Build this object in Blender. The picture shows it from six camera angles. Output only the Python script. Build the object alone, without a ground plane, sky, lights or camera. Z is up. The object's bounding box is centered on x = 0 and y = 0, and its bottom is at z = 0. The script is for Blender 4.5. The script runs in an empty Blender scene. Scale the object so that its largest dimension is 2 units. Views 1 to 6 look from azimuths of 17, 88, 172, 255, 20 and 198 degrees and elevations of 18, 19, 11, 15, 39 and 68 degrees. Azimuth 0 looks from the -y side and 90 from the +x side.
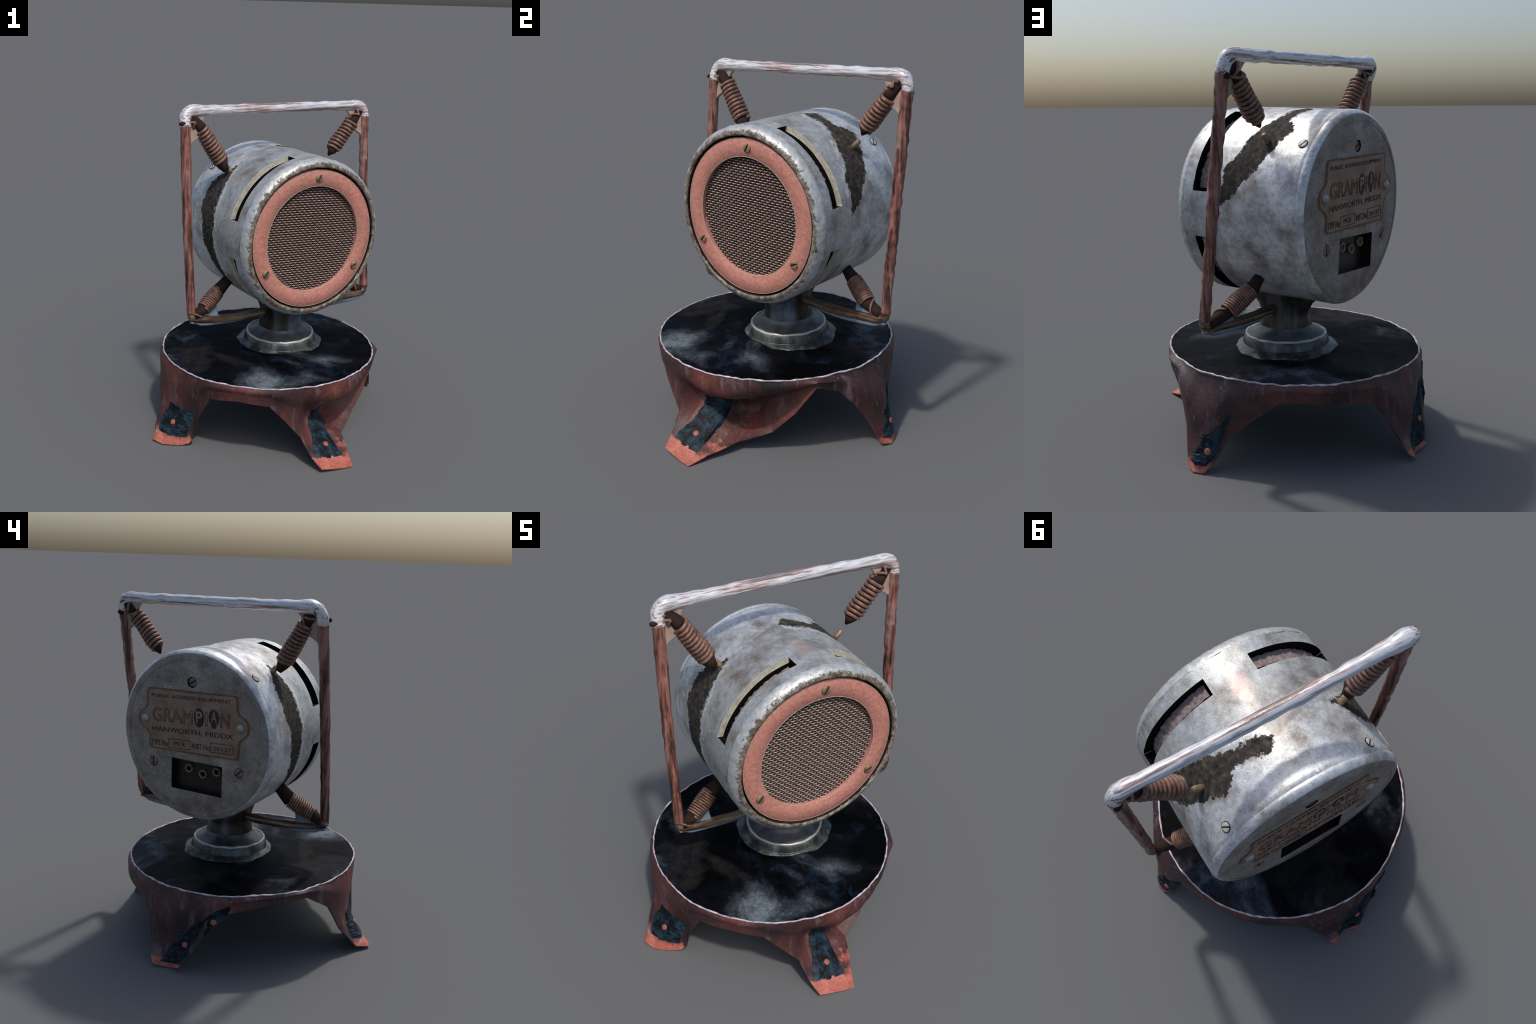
# Old drum-shaped ribbon microphone hung on four coil springs inside a bent-rod
# yoke, standing on a pedestal in a four-footed red dish.
import bpy, bmesh, math, random
import numpy as np
from mathutils import Matrix, Vector, noise

random.seed(7)
rng = np.random.default_rng(7)
TAU = 2 * math.pi

# ------------------------------------------------------------------ helpers
def link(obj, parent=None):
    bpy.context.scene.collection.objects.link(obj)
    if parent is not None:
        obj.parent = parent
    return obj

def mesh_obj(name, verts, faces, mat, parent=None, smooth=True, angle=None):
    me = bpy.data.meshes.new(name)
    me.from_pydata([tuple(map(float, v)) for v in verts], [], [tuple(map(int, f)) for f in faces])
    bm = bmesh.new(); bm.from_mesh(me)
    bmesh.ops.recalc_face_normals(bm, faces=bm.faces)
    bm.to_mesh(me); bm.free()
    me.materials.append(mat)
    if smooth:
        me.shade_smooth()
        if angle:
            me.set_sharp_from_angle(angle=math.radians(angle))
    return link(bpy.data.objects.new(name, me), parent)

def grid_faces(nu, nv, wrap_u=False, wrap_v=False, off=0):
    """faces of an nu x nv vertex grid stored as index u*nv+v"""
    out = []
    for i in range(nu if wrap_u else nu - 1):
        i2 = (i + 1) % nu
        for j in range(nv if wrap_v else nv - 1):
            j2 = (j + 1) % nv
            out.append((off + i * nv + j, off + i2 * nv + j, off + i2 * nv + j2, off + i * nv + j2))
    return out

def n3(p, scale, seed=0.0):
    return noise.noise(Vector((p[0] * scale + seed, p[1] * scale - seed * 1.7, p[2] * scale + seed * .6)))

def lathe(profile, seg, axis='Z', cap=False, wobble=None):
    """revolve (r, h) pairs about an axis"""
    vs, n = [], len(profile)
    for i in range(seg):
        a = TAU * i / seg
        for k, (r, h) in enumerate(profile):
            if wobble: r, h = wobble(a, r, h)
            if axis == 'Z': vs.append((r * math.cos(a), r * math.sin(a), h))
            else: vs.append((r * math.cos(a), h, r * math.sin(a)))
    fs = grid_faces(seg, n, wrap_u=True)
    if cap:
        fs.append([i * n for i in range(seg)]); fs.append([i * n + n - 1 for i in range(seg)])
    return vs, fs

def frames(pts):
    """parallel-transport frames along a polyline"""
    pts = [Vector(p) for p in pts]
    out, ref = [], None
    for i, p in enumerate(pts):
        t = (pts[min(i + 1, len(pts) - 1)] - pts[max(i - 1, 0)]).normalized()
        if ref is None:
            ref = Vector((0, 0, 1)) if abs(t.z) < .9 else Vector((1, 0, 0))
        u = (ref - t * ref.dot(t)).normalized()
        ref = u
        out.append((p, u, t.cross(u)))
    return out

def tube(pts, rad, sides=10, rough=0.0, rscale=20.0, cap=True, flat=1.0, seed=0.0):
    """tube along pts; rad = number or function of 0..1"""
    fr = frames(pts); vs = []
    for i, (p, u, w) in enumerate(fr):
        s = i / (len(fr) - 1)
        r = rad(s) if callable(rad) else rad
        for k in range(sides):
            a = TAU * k / sides
            d = u * math.cos(a) + w * math.sin(a) * flat
            q = p + d * r
            if rough:
                q = p + d * r * (1 + rough * n3(q, rscale, seed))
            vs.append(q)
    fs = grid_faces(len(fr), sides, wrap_v=True)
    if cap:
        fs.append(list(range(sides))); fs.append([(len(fr) - 1) * sides + k for k in range(sides)])
    return vs, fs

def join(parts):
    V, F = [], []
    for v, f in parts:
        o = len(V); V += list(v); F += [tuple(i + o for i in x) for x in f]
    return V, F

def resample(pts, n):
    P = np.array(pts, float); d = np.r_[0, np.cumsum(np.linalg.norm(np.diff(P, axis=0), axis=1))]
    s = np.linspace(0, d[-1], n)
    return np.stack([np.interp(s, d, P[:, k]) for k in range(3)], 1)

def smoothstep(x):
    x = np.clip(x, 0, 1); return x * x * (3 - 2 * x)

# ---------------------------------------------------------------- materials
class NT:
    """small node-building helper"""
    def __init__(self, name):
        self.mat = bpy.data.materials.new(name); self.mat.use_nodes = True
        self.t = self.mat.node_tree
        self.bsdf = self.t.nodes['Principled BSDF']
        self.co = self.t.nodes.new('ShaderNodeTexCoord').outputs['Object']
    def put(self, sock, v):
        if isinstance(v, bpy.types.NodeSocket): self.t.links.new(v, sock)
        elif isinstance(v, (tuple, list)) and len(v) == 3 and len(sock.default_value) == 4: sock.default_value = (*v, 1)
        else: sock.default_value = v
    def map(self, scale=(1, 1, 1), rot=(0, 0, 0), loc=(0, 0, 0), src=None):
        n = self.t.nodes.new('ShaderNodeMapping'); self.put(n.inputs[0], src or self.co)
        n.inputs['Scale'].default_value = scale; n.inputs['Rotation'].default_value = rot; n.inputs['Location'].default_value = loc
        return n.outputs[0]
    def noise(self, scale, detail=4, rough=.55, src=None, dist=0.0):
        n = self.t.nodes.new('ShaderNodeTexNoise'); self.put(n.inputs['Vector'], src or self.co)
        n.inputs['Scale'].default_value = scale; n.inputs['Detail'].default_value = detail
        n.inputs['Roughness'].default_value = rough; n.inputs['Distortion'].default_value = dist
        return n.outputs['Fac']
    def voronoi(self, scale, src=None, feature='F1'):
        n = self.t.nodes.new('ShaderNodeTexVoronoi'); self.put(n.inputs['Vector'], src or self.co)
        n.feature = feature; n.inputs['Scale'].default_value = scale
        return n.outputs['Distance']
    def ramp(self, fac, stops, interp='LINEAR'):
        n = self.t.nodes.new('ShaderNodeValToRGB'); self.put(n.inputs[0], fac)
        cr = n.color_ramp; cr.interpolation = interp
        while len(cr.elements) < len(stops): cr.elements.new(0.5)
        for e, (p, c) in zip(cr.elements, stops):
            e.position = p
            e.color = (c, c, c, 1) if isinstance(c, (int, float)) else (*c, 1)
        return n.outputs['Color']
    def mix(self, fac, a, b, mode='MIX'):
        n = self.t.nodes.new('ShaderNodeMix'); n.data_type = 'RGBA'; n.blend_type = mode
        self.put(n.inputs[0], fac); self.put(n.inputs[6], a); self.put(n.inputs[7], b)
        return n.outputs[2]
    def math(self, op, a, b=0.0, clamp=False):
        n = self.t.nodes.new('ShaderNodeMath'); n.operation = op; n.use_clamp = clamp
        self.put(n.inputs[0], a); self.put(n.inputs[1], b)
        return n.outputs[0]
    def sep(self, src=None):
        n = self.t.nodes.new('ShaderNodeSeparateXYZ'); self.put(n.inputs[0], src or self.co)
        return n.outputs
    def curve(self, val, pts):
        n = self.t.nodes.new('ShaderNodeFloatCurve'); self.put(n.inputs['Value'], val)
        c = n.mapping.curves[0]
        c.points[0].location = pts[0]; c.points[1].location = pts[-1]
        for p in pts[1:-1]: c.points.new(*p)
        for p in c.points: p.handle_type = 'VECTOR'
        n.mapping.update()
        return n.outputs[0]
    def band(self, val, edge, width):
        """0..1 step of val rising through edge"""
        a = self.math('SUBTRACT', val, edge)
        a = self.math('DIVIDE', a, width)
        return self.math('ADD', a, .5, clamp=True)
    def bump(self, h, strength=.3, dist=.004):
        n = self.t.nodes.new('ShaderNodeBump'); self.put(n.inputs['Height'], h)
        n.inputs['Strength'].default_value = strength; n.inputs['Distance'].default_value = dist
        self.t.links.new(n.outputs[0], self.bsdf.inputs['Normal'])
    def finish(self, color, rough=.6, metal=0.0, spec=.4):
        self.put(self.bsdf.inputs['Base Color'], color)
        self.put(self.bsdf.inputs['Roughness'], rough)
        self.put(self.bsdf.inputs['Metallic'], metal)
        self.put(self.bsdf.inputs['Specular IOR Level'], spec)
        return self.mat

def plain(name, base, dark=None, scale=30, rough=.6, metal=0.0, bump=.25, spec=.4, lo=.35, hi=.65):
    m = NT(name)
    f = m.noise(scale, 6, .65)
    c = m.ramp(f, [(lo, dark or tuple(x * .6 for x in base)), (hi, base)])
    m.bump(f, bump)
    return m.finish(c, rough, metal, spec)

# Drum paint: pale rear coat and grey front coat, torn away in two dark patches.
# Patch borders are curves of the axial position against the angle round the drum
# (0 = bottom, .25 = right flank, .5 = top, .75 = left flank).
def deg(theta): return ((theta - 90) + 180) / 360
def axl(y): return (y + .4) / .8
PATCH_FRONT = [(3, -.105), (17, -.097), (25, -.105), (32, -.06), (45, -.03), (58, .02), (70, .062), (81, .066),
               (88, .11), (105, .07), (124, .06), (137, .035), (150, .012), (161, .015), (175, -.01), (188, .0), (203, -.015), (222, -.03), (236, -.1)]
PATCH_REAR = [(3, -.10), (9, -.025), (15, .01), (22, .063), (31, .11), (42, .15), (50, .186), (57, .182), (60, .154),
              (64, .12), (70, .13), (82, .16), (88, .11), (105, .05), (124, .055), (129, .08), (140, .16), (148, .18),
              (160, .185), (167, .175), (175, .135), (187, .13), (203, .08), (224, .02), (236, -.1)]

def drum_paint():
    m = NT('weathered_grey_paint')
    s = m.sep()
    ang = m.math('ARCTAN2', m.math('MULTIPLY', s[0], -1.0), s[2])
    a = m.math('ADD', m.math('DIVIDE', ang, TAU), .5)
    wob = m.math('SUBTRACT', m.noise(32, 6, .7), .5)
    fine = m.math('SUBTRACT', m.noise(90, 3, .6), .5)
    y = m.math('ADD', m.math('DIVIDE', m.math('ADD', s[1], .4), .8), m.math('ADD', m.math('MULTIPLY', wob, .13), m.math('MULTIPLY', fine, .018)))
    ends = lambda L, v: [(0, axl(v))] + [(deg(t), axl(q)) for t, q in L] + [(1, axl(v))]
    fr = m.curve(a, ends(PATCH_FRONT, -.10)); re = m.curve(a, ends(PATCH_REAR, -.13))
    past_front = m.band(y, fr, .008); past_rear = m.band(y, re, .008)
    torn = m.math('MULTIPLY', past_front, m.math('SUBTRACT', 1.0, past_rear), clamp=True)
    grain = m.noise(140, 5, .7); cloud = m.noise(7, 5, .6); mott = m.noise(38, 5, .65)
    rear = m.ramp(mott, [(.3, (.47, .48, .49)), (.5, (.64, .665, .685)), (.7, (.78, .79, .79))])  # white coat toned down toward the drum's shaded rear flanks
    front = m.ramp(mott, [(.3, (.38, .385, .38)), (.55, (.50, .52, .525)), (.75, (.62, .64, .64))])
    coat = m.mix(past_front, front, rear)
    speck = m.ramp(grain, [(.34, .78), (.5, 1.0), (.68, 1.1)])
    coat = m.mix(1.0, coat, speck, 'MULTIPLY')
    brown_mottle = m.ramp(m.math('ADD', m.math('MULTIPLY', cloud, .7), m.math('MULTIPLY', grain, .3)), [(.47, 0.0), (.66, .85)])
    coat = m.mix(brown_mottle, coat, (.15, .108, .08))
    fleck = m.noise(75, 5, .75, src=m.map(loc=(2, 5, 1)))
    coat = m.mix(m.ramp(fleck, [(.56, 0.0), (.68, .55)]), coat, (.13, .105, .085))
    near = m.math('SUBTRACT', 1.0, m.math('ABSOLUTE', m.math('DIVIDE', m.math('SUBTRACT', y, re), .06)), clamp=True)
    coat = m.mix(m.math('MULTIPLY', m.math('MULTIPLY', near, .35), m.ramp(cloud, [(.42, 0.0), (.6, 1.0)])), coat, (.30, .24, .18))
    chip = m.math('SUBTRACT', 1.0, m.math('ABSOLUTE', m.math('DIVIDE', m.math('SUBTRACT', y, m.math('SUBTRACT', fr, .022)), .024)), clamp=True)
    chip = m.math('MULTIPLY', chip, m.ramp(m.noise(16, 5, .7), [(.46, 0.0), (.54, .8)]))
    coat = m.mix(m.math('MULTIPLY', chip, m.band(m.math('SUBTRACT', re, fr), .03, .04)), coat, (.80, .81, .80))
    # faint pink stain on the casting ridge
    st = m.math('ADD', m.math('POWER', m.math('DIVIDE', m.math('SUBTRACT', s[0], .015), .05), 2.0), m.math('POWER', m.math('DIVIDE', m.math('ADD', s[1], .15), .09), 2.0))
    st = m.math('MULTIPLY', m.math('SUBTRACT', 1.0, st, clamp=True), m.band(s[2], .3, .1))
    coat = m.mix(m.math('MULTIPLY', st, .5), coat, (.62, .42, .38))
    bare = m.ramp(mott, [(.3, (.012, .012, .013)), (.52, (.045, .040, .035)), (.72, (.115, .095, .072))])
    col = m.mix(torn, coat, bare)
    m.bump(m.math('SUBTRACT', m.math('ADD', grain, m.math('MULTIPLY', mott, .8)), m.math('MULTIPLY', torn, 1.6)), .22, .004)
    metal = m.math('MULTIPLY', m.math('SUBTRACT', 1.0, torn), .45)
    return m.finish(col, m.mix(torn, m.ramp(mott, [(.3, .36), (.7, .52)]), (.8, .8, .8)), metal, m.math('SUBTRACT', .5, m.math('MULTIPLY', torn, .4)))

def bezel_paint():
    m = NT('worn_bezel_metal')
    a = m.noise(30, 6, .7); b = m.noise(110, 4, .7)
    f = m.math('ADD', m.math('MULTIPLY', a, .6), m.math('MULTIPLY', b, .4))
    worn = m.ramp(f, [(.36, (.045, .03, .02)), (.46, (.12, .09, .065)), (.56, (.26, .235, .195)), (.68, (.48, .46, .41))])
    coat = m.ramp(m.noise(38, 5, .65), [(.3, (.38, .385, .38)), (.55, (.50, .52, .525)), (.75, (.62, .64, .64))])
    s = m.sep()
    rad = m.math('SQRT', m.math('ADD', m.math('MULTIPLY', s[0], s[0]), m.math('MULTIPLY', s[2], s[2])))
    rad = m.math('ADD', rad, m.math('ADD', m.math('MULTIPLY', m.math('SUBTRACT', a, .5), .075), m.math('MULTIPLY', m.math('SUBTRACT', b, .5), .04)))
    grey = m.band(rad, .459, .008)
    c = m.mix(grey, worn, coat)
    m.bump(f, .4, .006)
    return m.finish(c, .45, m.math('MULTIPLY', grey, .45), .5)

def ring_paint():
    m = NT('salmon_pink_enamel')
    a = m.noise(60, 5, .7); b = m.noise(9, 3); sp = m.noise(150, 3, .6)
    c = m.ramp(a, [(.32, (.38, .15, .115)), (.5, (.54, .22, .17)), (.7, (.60, .29, .23))])
    c = m.mix(m.ramp(b, [(.4, 0.0), (.75, .45)]), c, (.42, .21, .17))
    c = m.mix(m.ramp(sp, [(.57, 0.0), (.64, .75)]), c, (.24, .11, .08))
    m.bump(a, .25, .003)
    return m.finish(c, .55, 0, .35)

def back_metal():
    m = NT('dull_cast_back_metal')
    a = m.noise(120, 5, .7); b = m.noise(12, 5, .6)
    c = m.ramp(b, [(.3, (.165, .125, .098)), (.5, (.24, .205, .17)), (.7, (.32, .30, .275))])  # darkened brown-grey: shade on the back is partly in this colour
    c = m.mix(1.0, c, m.ramp(a, [(.38, .7), (.5, 1.0), (.68, 1.3)]), 'MULTIPLY')
    m.bump(a, .3, .003)
    return m.finish(c, .6, 0, .4)

def label_metal():
    m = NT('aged_brass_label')
    a = m.noise(70, 5, .7); b = m.noise(10, 4, .6)
    c = m.ramp(b, [(.35, (.20, .12, .08)), (.6, (.29, .20, .15))])
    c = m.mix(m.ramp(a, [(.55, 0.0), (.72, .7)]), c, (.17, .075, .03))
    s = m.sep()
    # worn brown border where the varnish has gone
    m.bump(a, .2, .002)
    return m.finish(c, .55, 0, .4)

def streaked(name, along, stops, scale=60, rough=.35, metal=0.0, bump=.5, spec=.5, blotch=None, weight=.82):
    """streaks drawn out along one object axis"""
    m = NT(name)
    sc = [1, 1, 1]; sc[along] = .035
    a = m.noise(scale, 3, .6, src=m.map(scale=tuple(sc)))
    b = m.noise(14, 5, .65)
    f = m.math('ADD', m.math('MULTIPLY', a, weight), m.math('MULTIPLY', b, 1 - weight))
    c = m.ramp(f, stops)
    if blotch:
        g = m.noise(blotch[0], 5, .6)
        c = m.mix(m.ramp(g, [(blotch[1], 0.0), (blotch[1] + .08, blotch[3])]), c, blotch[2])
    m.bump(m.math('ADD', b, m.math('MULTIPLY', a, .5)), bump, .006)
    return m.finish(c, rough, metal, spec)

def skirt_paint():
    m = NT('scuffed_red_paint')
    big = m.noise(3.2, 4, .55); mid = m.noise(11, 6, .65, src=m.map(scale=(1, 1, .35))); gr = m.noise(70, 4, .65)
    c = m.ramp(big, [(.34, (.026, .014, .0145)), (.5, (.064, .025, .0235)), (.66, (.135, .038, .029))])  # reds deepened to include the baked shade over the skirt
    c = m.mix(m.ramp(mid, [(.55, 0.0), (.66, .7)]), c, (.16, .115, .125))
    c = m.mix(m.ramp(m.noise(5, 5, .6, src=m.map(loc=(3, 1, 2), scale=(1, 1, .6))), [(.55, 0.0), (.66, .85)]), c, (.014, .010, .011))
    lines = m.noise(60, 2, .5, src=m.map(scale=(1, 1, .02)))
    c = m.mix(m.ramp(lines, [(.66, 0.0), (.72, .4)]), c, (.22, .13, .13))
    # bare bright paint along the ground edge of the feet
    s = m.sep()
    h = m.math('ADD', s[2], m.math('MULTIPLY', m.math('SUBTRACT', m.noise(9, 4, .6), .5), .16))
    foot = m.ramp(m.noise(14, 5, .6), [(.35, (.34, .085, .055)), (.6, (.47, .15, .105)), (.75, (.54, .29, .24))])
    c = m.mix(m.math('SUBTRACT', 1.0, m.band(h, .055, .02)), c, foot)
    c = m.mix(1.0, c, m.ramp(gr, [(.35, .8), (.6, 1.12)]), 'MULTIPLY')
    m.bump(m.math('ADD', gr, mid), .35, .006)
    return m.finish(c, .5, 0, .4)

def floor_paint():
    m = NT('oily_black_dish_floor')
    a = m.noise(2.1, 6, .6, dist=.35); b = m.noise(4.2, 5, .6, src=m.map(loc=(4, 2, 0)), dist=.8); e = m.noise(2.2, 4, .5, src=m.map(loc=(1, 7, 0)), dist=.6); gr = m.noise(60, 4, .6)
    c = m.ramp(a, [(.42, (.0006, .0007, .001)), (.51, (.004, .0048, .008)), (.57, (.030, .036, .044)), (.66, (.12, .145, .165))])
    c = m.mix(m.ramp(e, [(.54, 0.0), (.64, .6)]), c, (.022, .019, .017))
    c = m.mix(m.ramp(b, [(.58, 0.0), (.68, .7)]), c, (.008, .016, .036))
    c = m.mix(1.0, c, m.ramp(gr, [(.35, .7), (.65, 1.3)]), 'MULTIPLY')
    m.bump(m.math('ADD', a, m.math('MULTIPLY', gr, .15)), .35, .012)
    return m.finish(c, .6, 0, .04)

M_DRUM = drum_paint(); M_BEZEL = bezel_paint(); M_RING = ring_paint(); M_BACK = back_metal(); M_LABEL = label_metal()
M_SKIRT = skirt_paint(); M_FLOOR = floor_paint()
M_BLACK = plain('black_void', (.006, .005, .005), (.003, .003, .003), rough=.9, bump=.1, spec=.1)
M_BAKELITE = plain('dark_brown_bakelite', (.012, .008, .007), (.006, .004, .004), rough=.35, bump=.1)
M_FELT = plain('dusty_felt', (.33, .27, .26), (.15, .12, .115), scale=70, rough=.95, bump=.8, spec=.05)
M_CREAM = plain('cream_slot_edge', (.52, .50, .42), (.34, .31, .25), scale=50, rough=.7, bump=.4)
M_WEFT = plain('pale_tinned_wire', (.40, .335, .29), (.22, .18, .15), scale=40, rough=.45, bump=.1, metal=.1)
M_WARP = plain('brown_copper_wire', (.14, .065, .05), (.07, .033, .027), scale=40, rough=.5, bump=.1)
M_BRASS = plain('tarnished_brass_screw', (.36, .26, .16), (.16, .10, .06), scale=60, rough=.45, metal=.3, bump=.3)
M_STEEL = plain('bright_rivet_steel', (.42, .42, .42), (.26, .24, .22), scale=50, rough=.3, metal=.6, bump=.1)
M_CSCREW = plain('dull_copper_screw', (.26, .17, .13), (.11, .065, .05), scale=60, rough=.5, metal=.2, bump=.2)
M_PALE = plain('pale_screw_metal', (.60, .60, .53), (.42, .41, .36), scale=60, rough=.5, metal=.1, bump=.2)
M_INK = plain('black_ink', (.03, .022, .017), (.015, .01, .008), scale=60, rough=.6, bump=.05)
M_RINK = plain('red_brown_ink', (.19, .06, .04), (.10, .035, .025), scale=60, rough=.6, bump=.05)
M_BORDER = plain('rusty_label_border', (.20, .095, .04), (.10, .045, .02), scale=50, rough=.6, bump=.2)
M_COIL = plain('rusty_coil_steel', (.27, .15, .11), (.10, .05, .037), scale=36, rough=.5, metal=.15, bump=.3)
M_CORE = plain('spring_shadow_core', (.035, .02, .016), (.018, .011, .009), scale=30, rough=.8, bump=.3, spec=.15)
M_PED = streaked('streaked_plated_pedestal', 2, [(.34, (.010, .011, .013)), (.46, (.038, .041, .040)), (.56, (.085, .095, .088)), (.68, (.17, .19, .19))], scale=16, rough=.35, metal=.35)  # dark and pale streaks running up the pedestal foot
M_SHOULDER = plain('grey_shoulder_metal', (.13, .14, .145), (.045, .046, .048), scale=9, rough=.4, metal=.3, bump=.2)
M_NECK = streaked('dark_bronze_neck', 2, [(.34, (.010, .008, .008)), (.48, (.045, .034, .027)), (.58, (.085, .085, .085)), (.68, (.13, .17, .23))], scale=12, rough=.35, metal=.3)  # blue-grey end of the ramp paints the reflection on the neck
M_LIP = plain('bright_plated_lip', (.58, .58, .50), (.36, .36, .33), scale=20, rough=.3, metal=.3, bump=.2)
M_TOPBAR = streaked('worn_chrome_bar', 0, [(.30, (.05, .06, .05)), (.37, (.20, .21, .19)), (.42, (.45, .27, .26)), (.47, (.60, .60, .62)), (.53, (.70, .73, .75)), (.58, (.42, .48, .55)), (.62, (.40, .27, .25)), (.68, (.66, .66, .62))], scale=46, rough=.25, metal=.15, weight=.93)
M_SIDEBAR = streaked('red_rust_rod', 2, [(.34, (.018, .012, .011)), (.43, (.08, .035, .027)), (.52, (.23, .085, .064)), (.60, (.31, .16, .13)), (.68, (.09, .135, .13))], scale=46, rough=.4)
M_LOWBAR = streaked('brown_bronze_rod', 0, [(.34, (.02, .014, .011)), (.46, (.085, .045, .028)), (.56, (.19, .13, .085)), (.68, (.32, .30, .26))], scale=46, rough=.35, metal=.2)
M_WEB_BLUE = plain('pale_blue_grey_film', (.19, .27, .34), (.12, .15, .18), scale=8, rough=.5, bump=.05)
M_WEB_PINK = plain('beige_corner_film', (.40, .29, .24), (.26, .19, .15), scale=10, rough=.5, bump=.1)
M_RIM = plain('lightened_rim_edge', (.66, .60, .66), (.30, .21, .23), scale=18, rough=.4, bump=.4)  # colour raised to show the bright glints along the rim
M_PAD = plain('blue_black_rubber_pad', (.020, .055, .085), (.002, .003, .005), scale=16, rough=.6, bump=.8, spec=.22, lo=.44, hi=.68)  # blue tone draws the highlights onto black rubber
M_FOOT = plain('bright_red_foot_paint', (.42, .13, .09), (.28, .08, .055), scale=9, rough=.55, bump=.3)

# -------------------------------------------------------------------- thing
root = link(bpy.data.objects.new('microphone', None))
root['label'] = 'old drum-shaped microphone sprung in a rod yoke on red footed dish'
root['category'] = 'microphone'

# ------------------------------------------------------------ drum (housing)
# local frame: X right seen from the front, -Y out of the front grille, Z up
DRUM_M = (Matrix.Translation((.0145, .1085, 1.2375)) @ Matrix.Rotation(math.atan2(.742, .670), 4, 'Z')
          @ Matrix.Rotation(math.radians(-.7), 4, 'X'))
ROLL = -3.0           # the whole drum is turned a little clockwise
R = .483              # drum radius
LEAN = .022           # the back face leans in towards its foot
SLOT_Y = (-.272, -.186)
SLOTS = [(13, 76), (-76, -13), (104, 167), (-167, -104)]   # angle from the top, either side

def build_drum():
    ys = [-.337, -.325, -.30, SLOT_Y[0] - .012, SLOT_Y[0] - .003, SLOT_Y[0], SLOT_Y[0] + .003, -.255, -.235, -.220, -.2125, -.210, -.196, -.193, -.1895, SLOT_Y[1], SLOT_Y[1] + .008]
    ys += list(np.linspace(-.16, .30, 60)) + [.318, .322, .326, .330, .3345, .345, .352, .359, .3645, .3685, .3715, .3735, .3745]
    rprof = {.322: R - .003, .326: R - .003, .345: R - .0025, .352: R - .007, .359: R - .0125, .3645: R - .0195, .3685: R - .027, .3715: R - .035, .3735: R - .044, .3745: R - .054}
    th = set(np.arange(0, 360, .75))
    for a, b in SLOTS:
        for e in (a, b):
            for d in (-.5, -.15, .15, .5): th.add((e + d + 90 + ROLL) % 360)
    th = sorted(th)
    vs = []
    for t in th:
        rel = ((t - 90 - ROLL + 180) % 360) - 180
        inslot = 0.0
        for a, b in SLOTS:
            if a - .2 < rel < b + .2:
                inslot = 1.0
        ca, sa = math.cos(math.radians(t)), math.sin(math.radians(t))
        for y in ys:
            r = rprof.get(y, R)
            # soft casting ridge along the top between the slots
            if -.28 < y < .06:
                r += .006 * math.exp(-(rel / 8.0) ** 2) * float(smoothstep((y + .28) / .05) * smoothstep((.06 - y) / .12))
            p = (ca * r, y, sa * r)
            r += .0022 * n3(p, 5, 3) + .0012 * n3(p, 22, 9)
            if inslot and SLOT_Y[0] + .001 < y < SLOT_Y[1] - .001:
                depth = .056 if y < -.211 else (.028 if y > -.194 else .105)
                r -= depth
            vs.append((ca * r, y + LEAN * sa * r * float(smoothstep((y - .1) / .25)), sa * r))
    fs = grid_faces(len(th), len(ys), wrap_u=True)
    ob = mesh_obj('drum_housing', vs, fs, M_DRUM, root, angle=38)
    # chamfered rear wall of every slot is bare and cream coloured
    me = ob.data; me.materials.append(M_CREAM); me.materials.append(M_BLACK); me.materials.append(M_BACK)
    for f in me.polygons:
        c = f.center
        if -.1935 < c.y < SLOT_Y[1] + .001 and math.hypot(c.x, c.z) < R - .004: f.material_index = 1
        elif SLOT_Y[0] < c.y < -.1925 and math.hypot(c.x, c.z) < R - .014: f.material_index = 2
        elif c.y - LEAN * c.z > .3655: f.material_index = 3
    ob.matrix_world = DRUM_M
    return ob

drum = build_drum()

# felt lining seen in the depth of the slots
def arc_strip(r, y0, y1, a0, a1, n=40, seed=0):
    vs = []
    for i in range(n):
        t = math.radians(90 + ROLL + a0 + (a1 - a0) * i / (n - 1))
        for k in range(5):
            y = y0 + (y1 - y0) * k / 4
            rr = r + .010 * n3((math.cos(t), y, math.sin(t)), 30, seed)
            vs.append((math.cos(t) * rr, y, math.sin(t) * rr))
    return vs, grid_faces(n, 5)
for i, (a, b) in enumerate(SLOTS):
    v, f = arc_strip(R - .042, SLOT_Y[0] + .004, -.2105, a + 2, b - 2, seed=i)
    mesh_obj('slot_lining', v, f, M_FELT, drum)

# front bezel
bez = [(.424, -.335), (.429, -.365), (.4315, -.3805), (.435, -.3870), (.441, -.3890), (.450, -.3870), (.460, -.380), (.469, -.371), (.4765, -.359), (.4815, -.345), (.4835, -.334), (.4820, -.330), (.475, -.331)]
def bez_w(a, r, h):
    p = (math.cos(a) * r, h, math.sin(a) * r)
    return r + .0022 * n3(p, 26, 2) + .0015 * n3(p, 60, 4), h + .0016 * n3(p, 20, 8)
v, f = lathe([(r, h) for k in range(len(bez) - 1) for r, h in (bez[k], ((bez[k][0] + bez[k + 1][0]) / 2, (bez[k][1] + bez[k + 1][1]) / 2))] + bez[-1:], 480, 'Y', wobble=bez_w)
bz = mesh_obj('bezel', v, f, M_BEZEL, drum)
bz.data.materials.append(M_CORE)
for f_ in bz.data.polygons:      # dark gap wall behind the lip
    c = f_.center
    if math.hypot(c.x, c.z) < .4318: f_.material_index = 1
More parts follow.
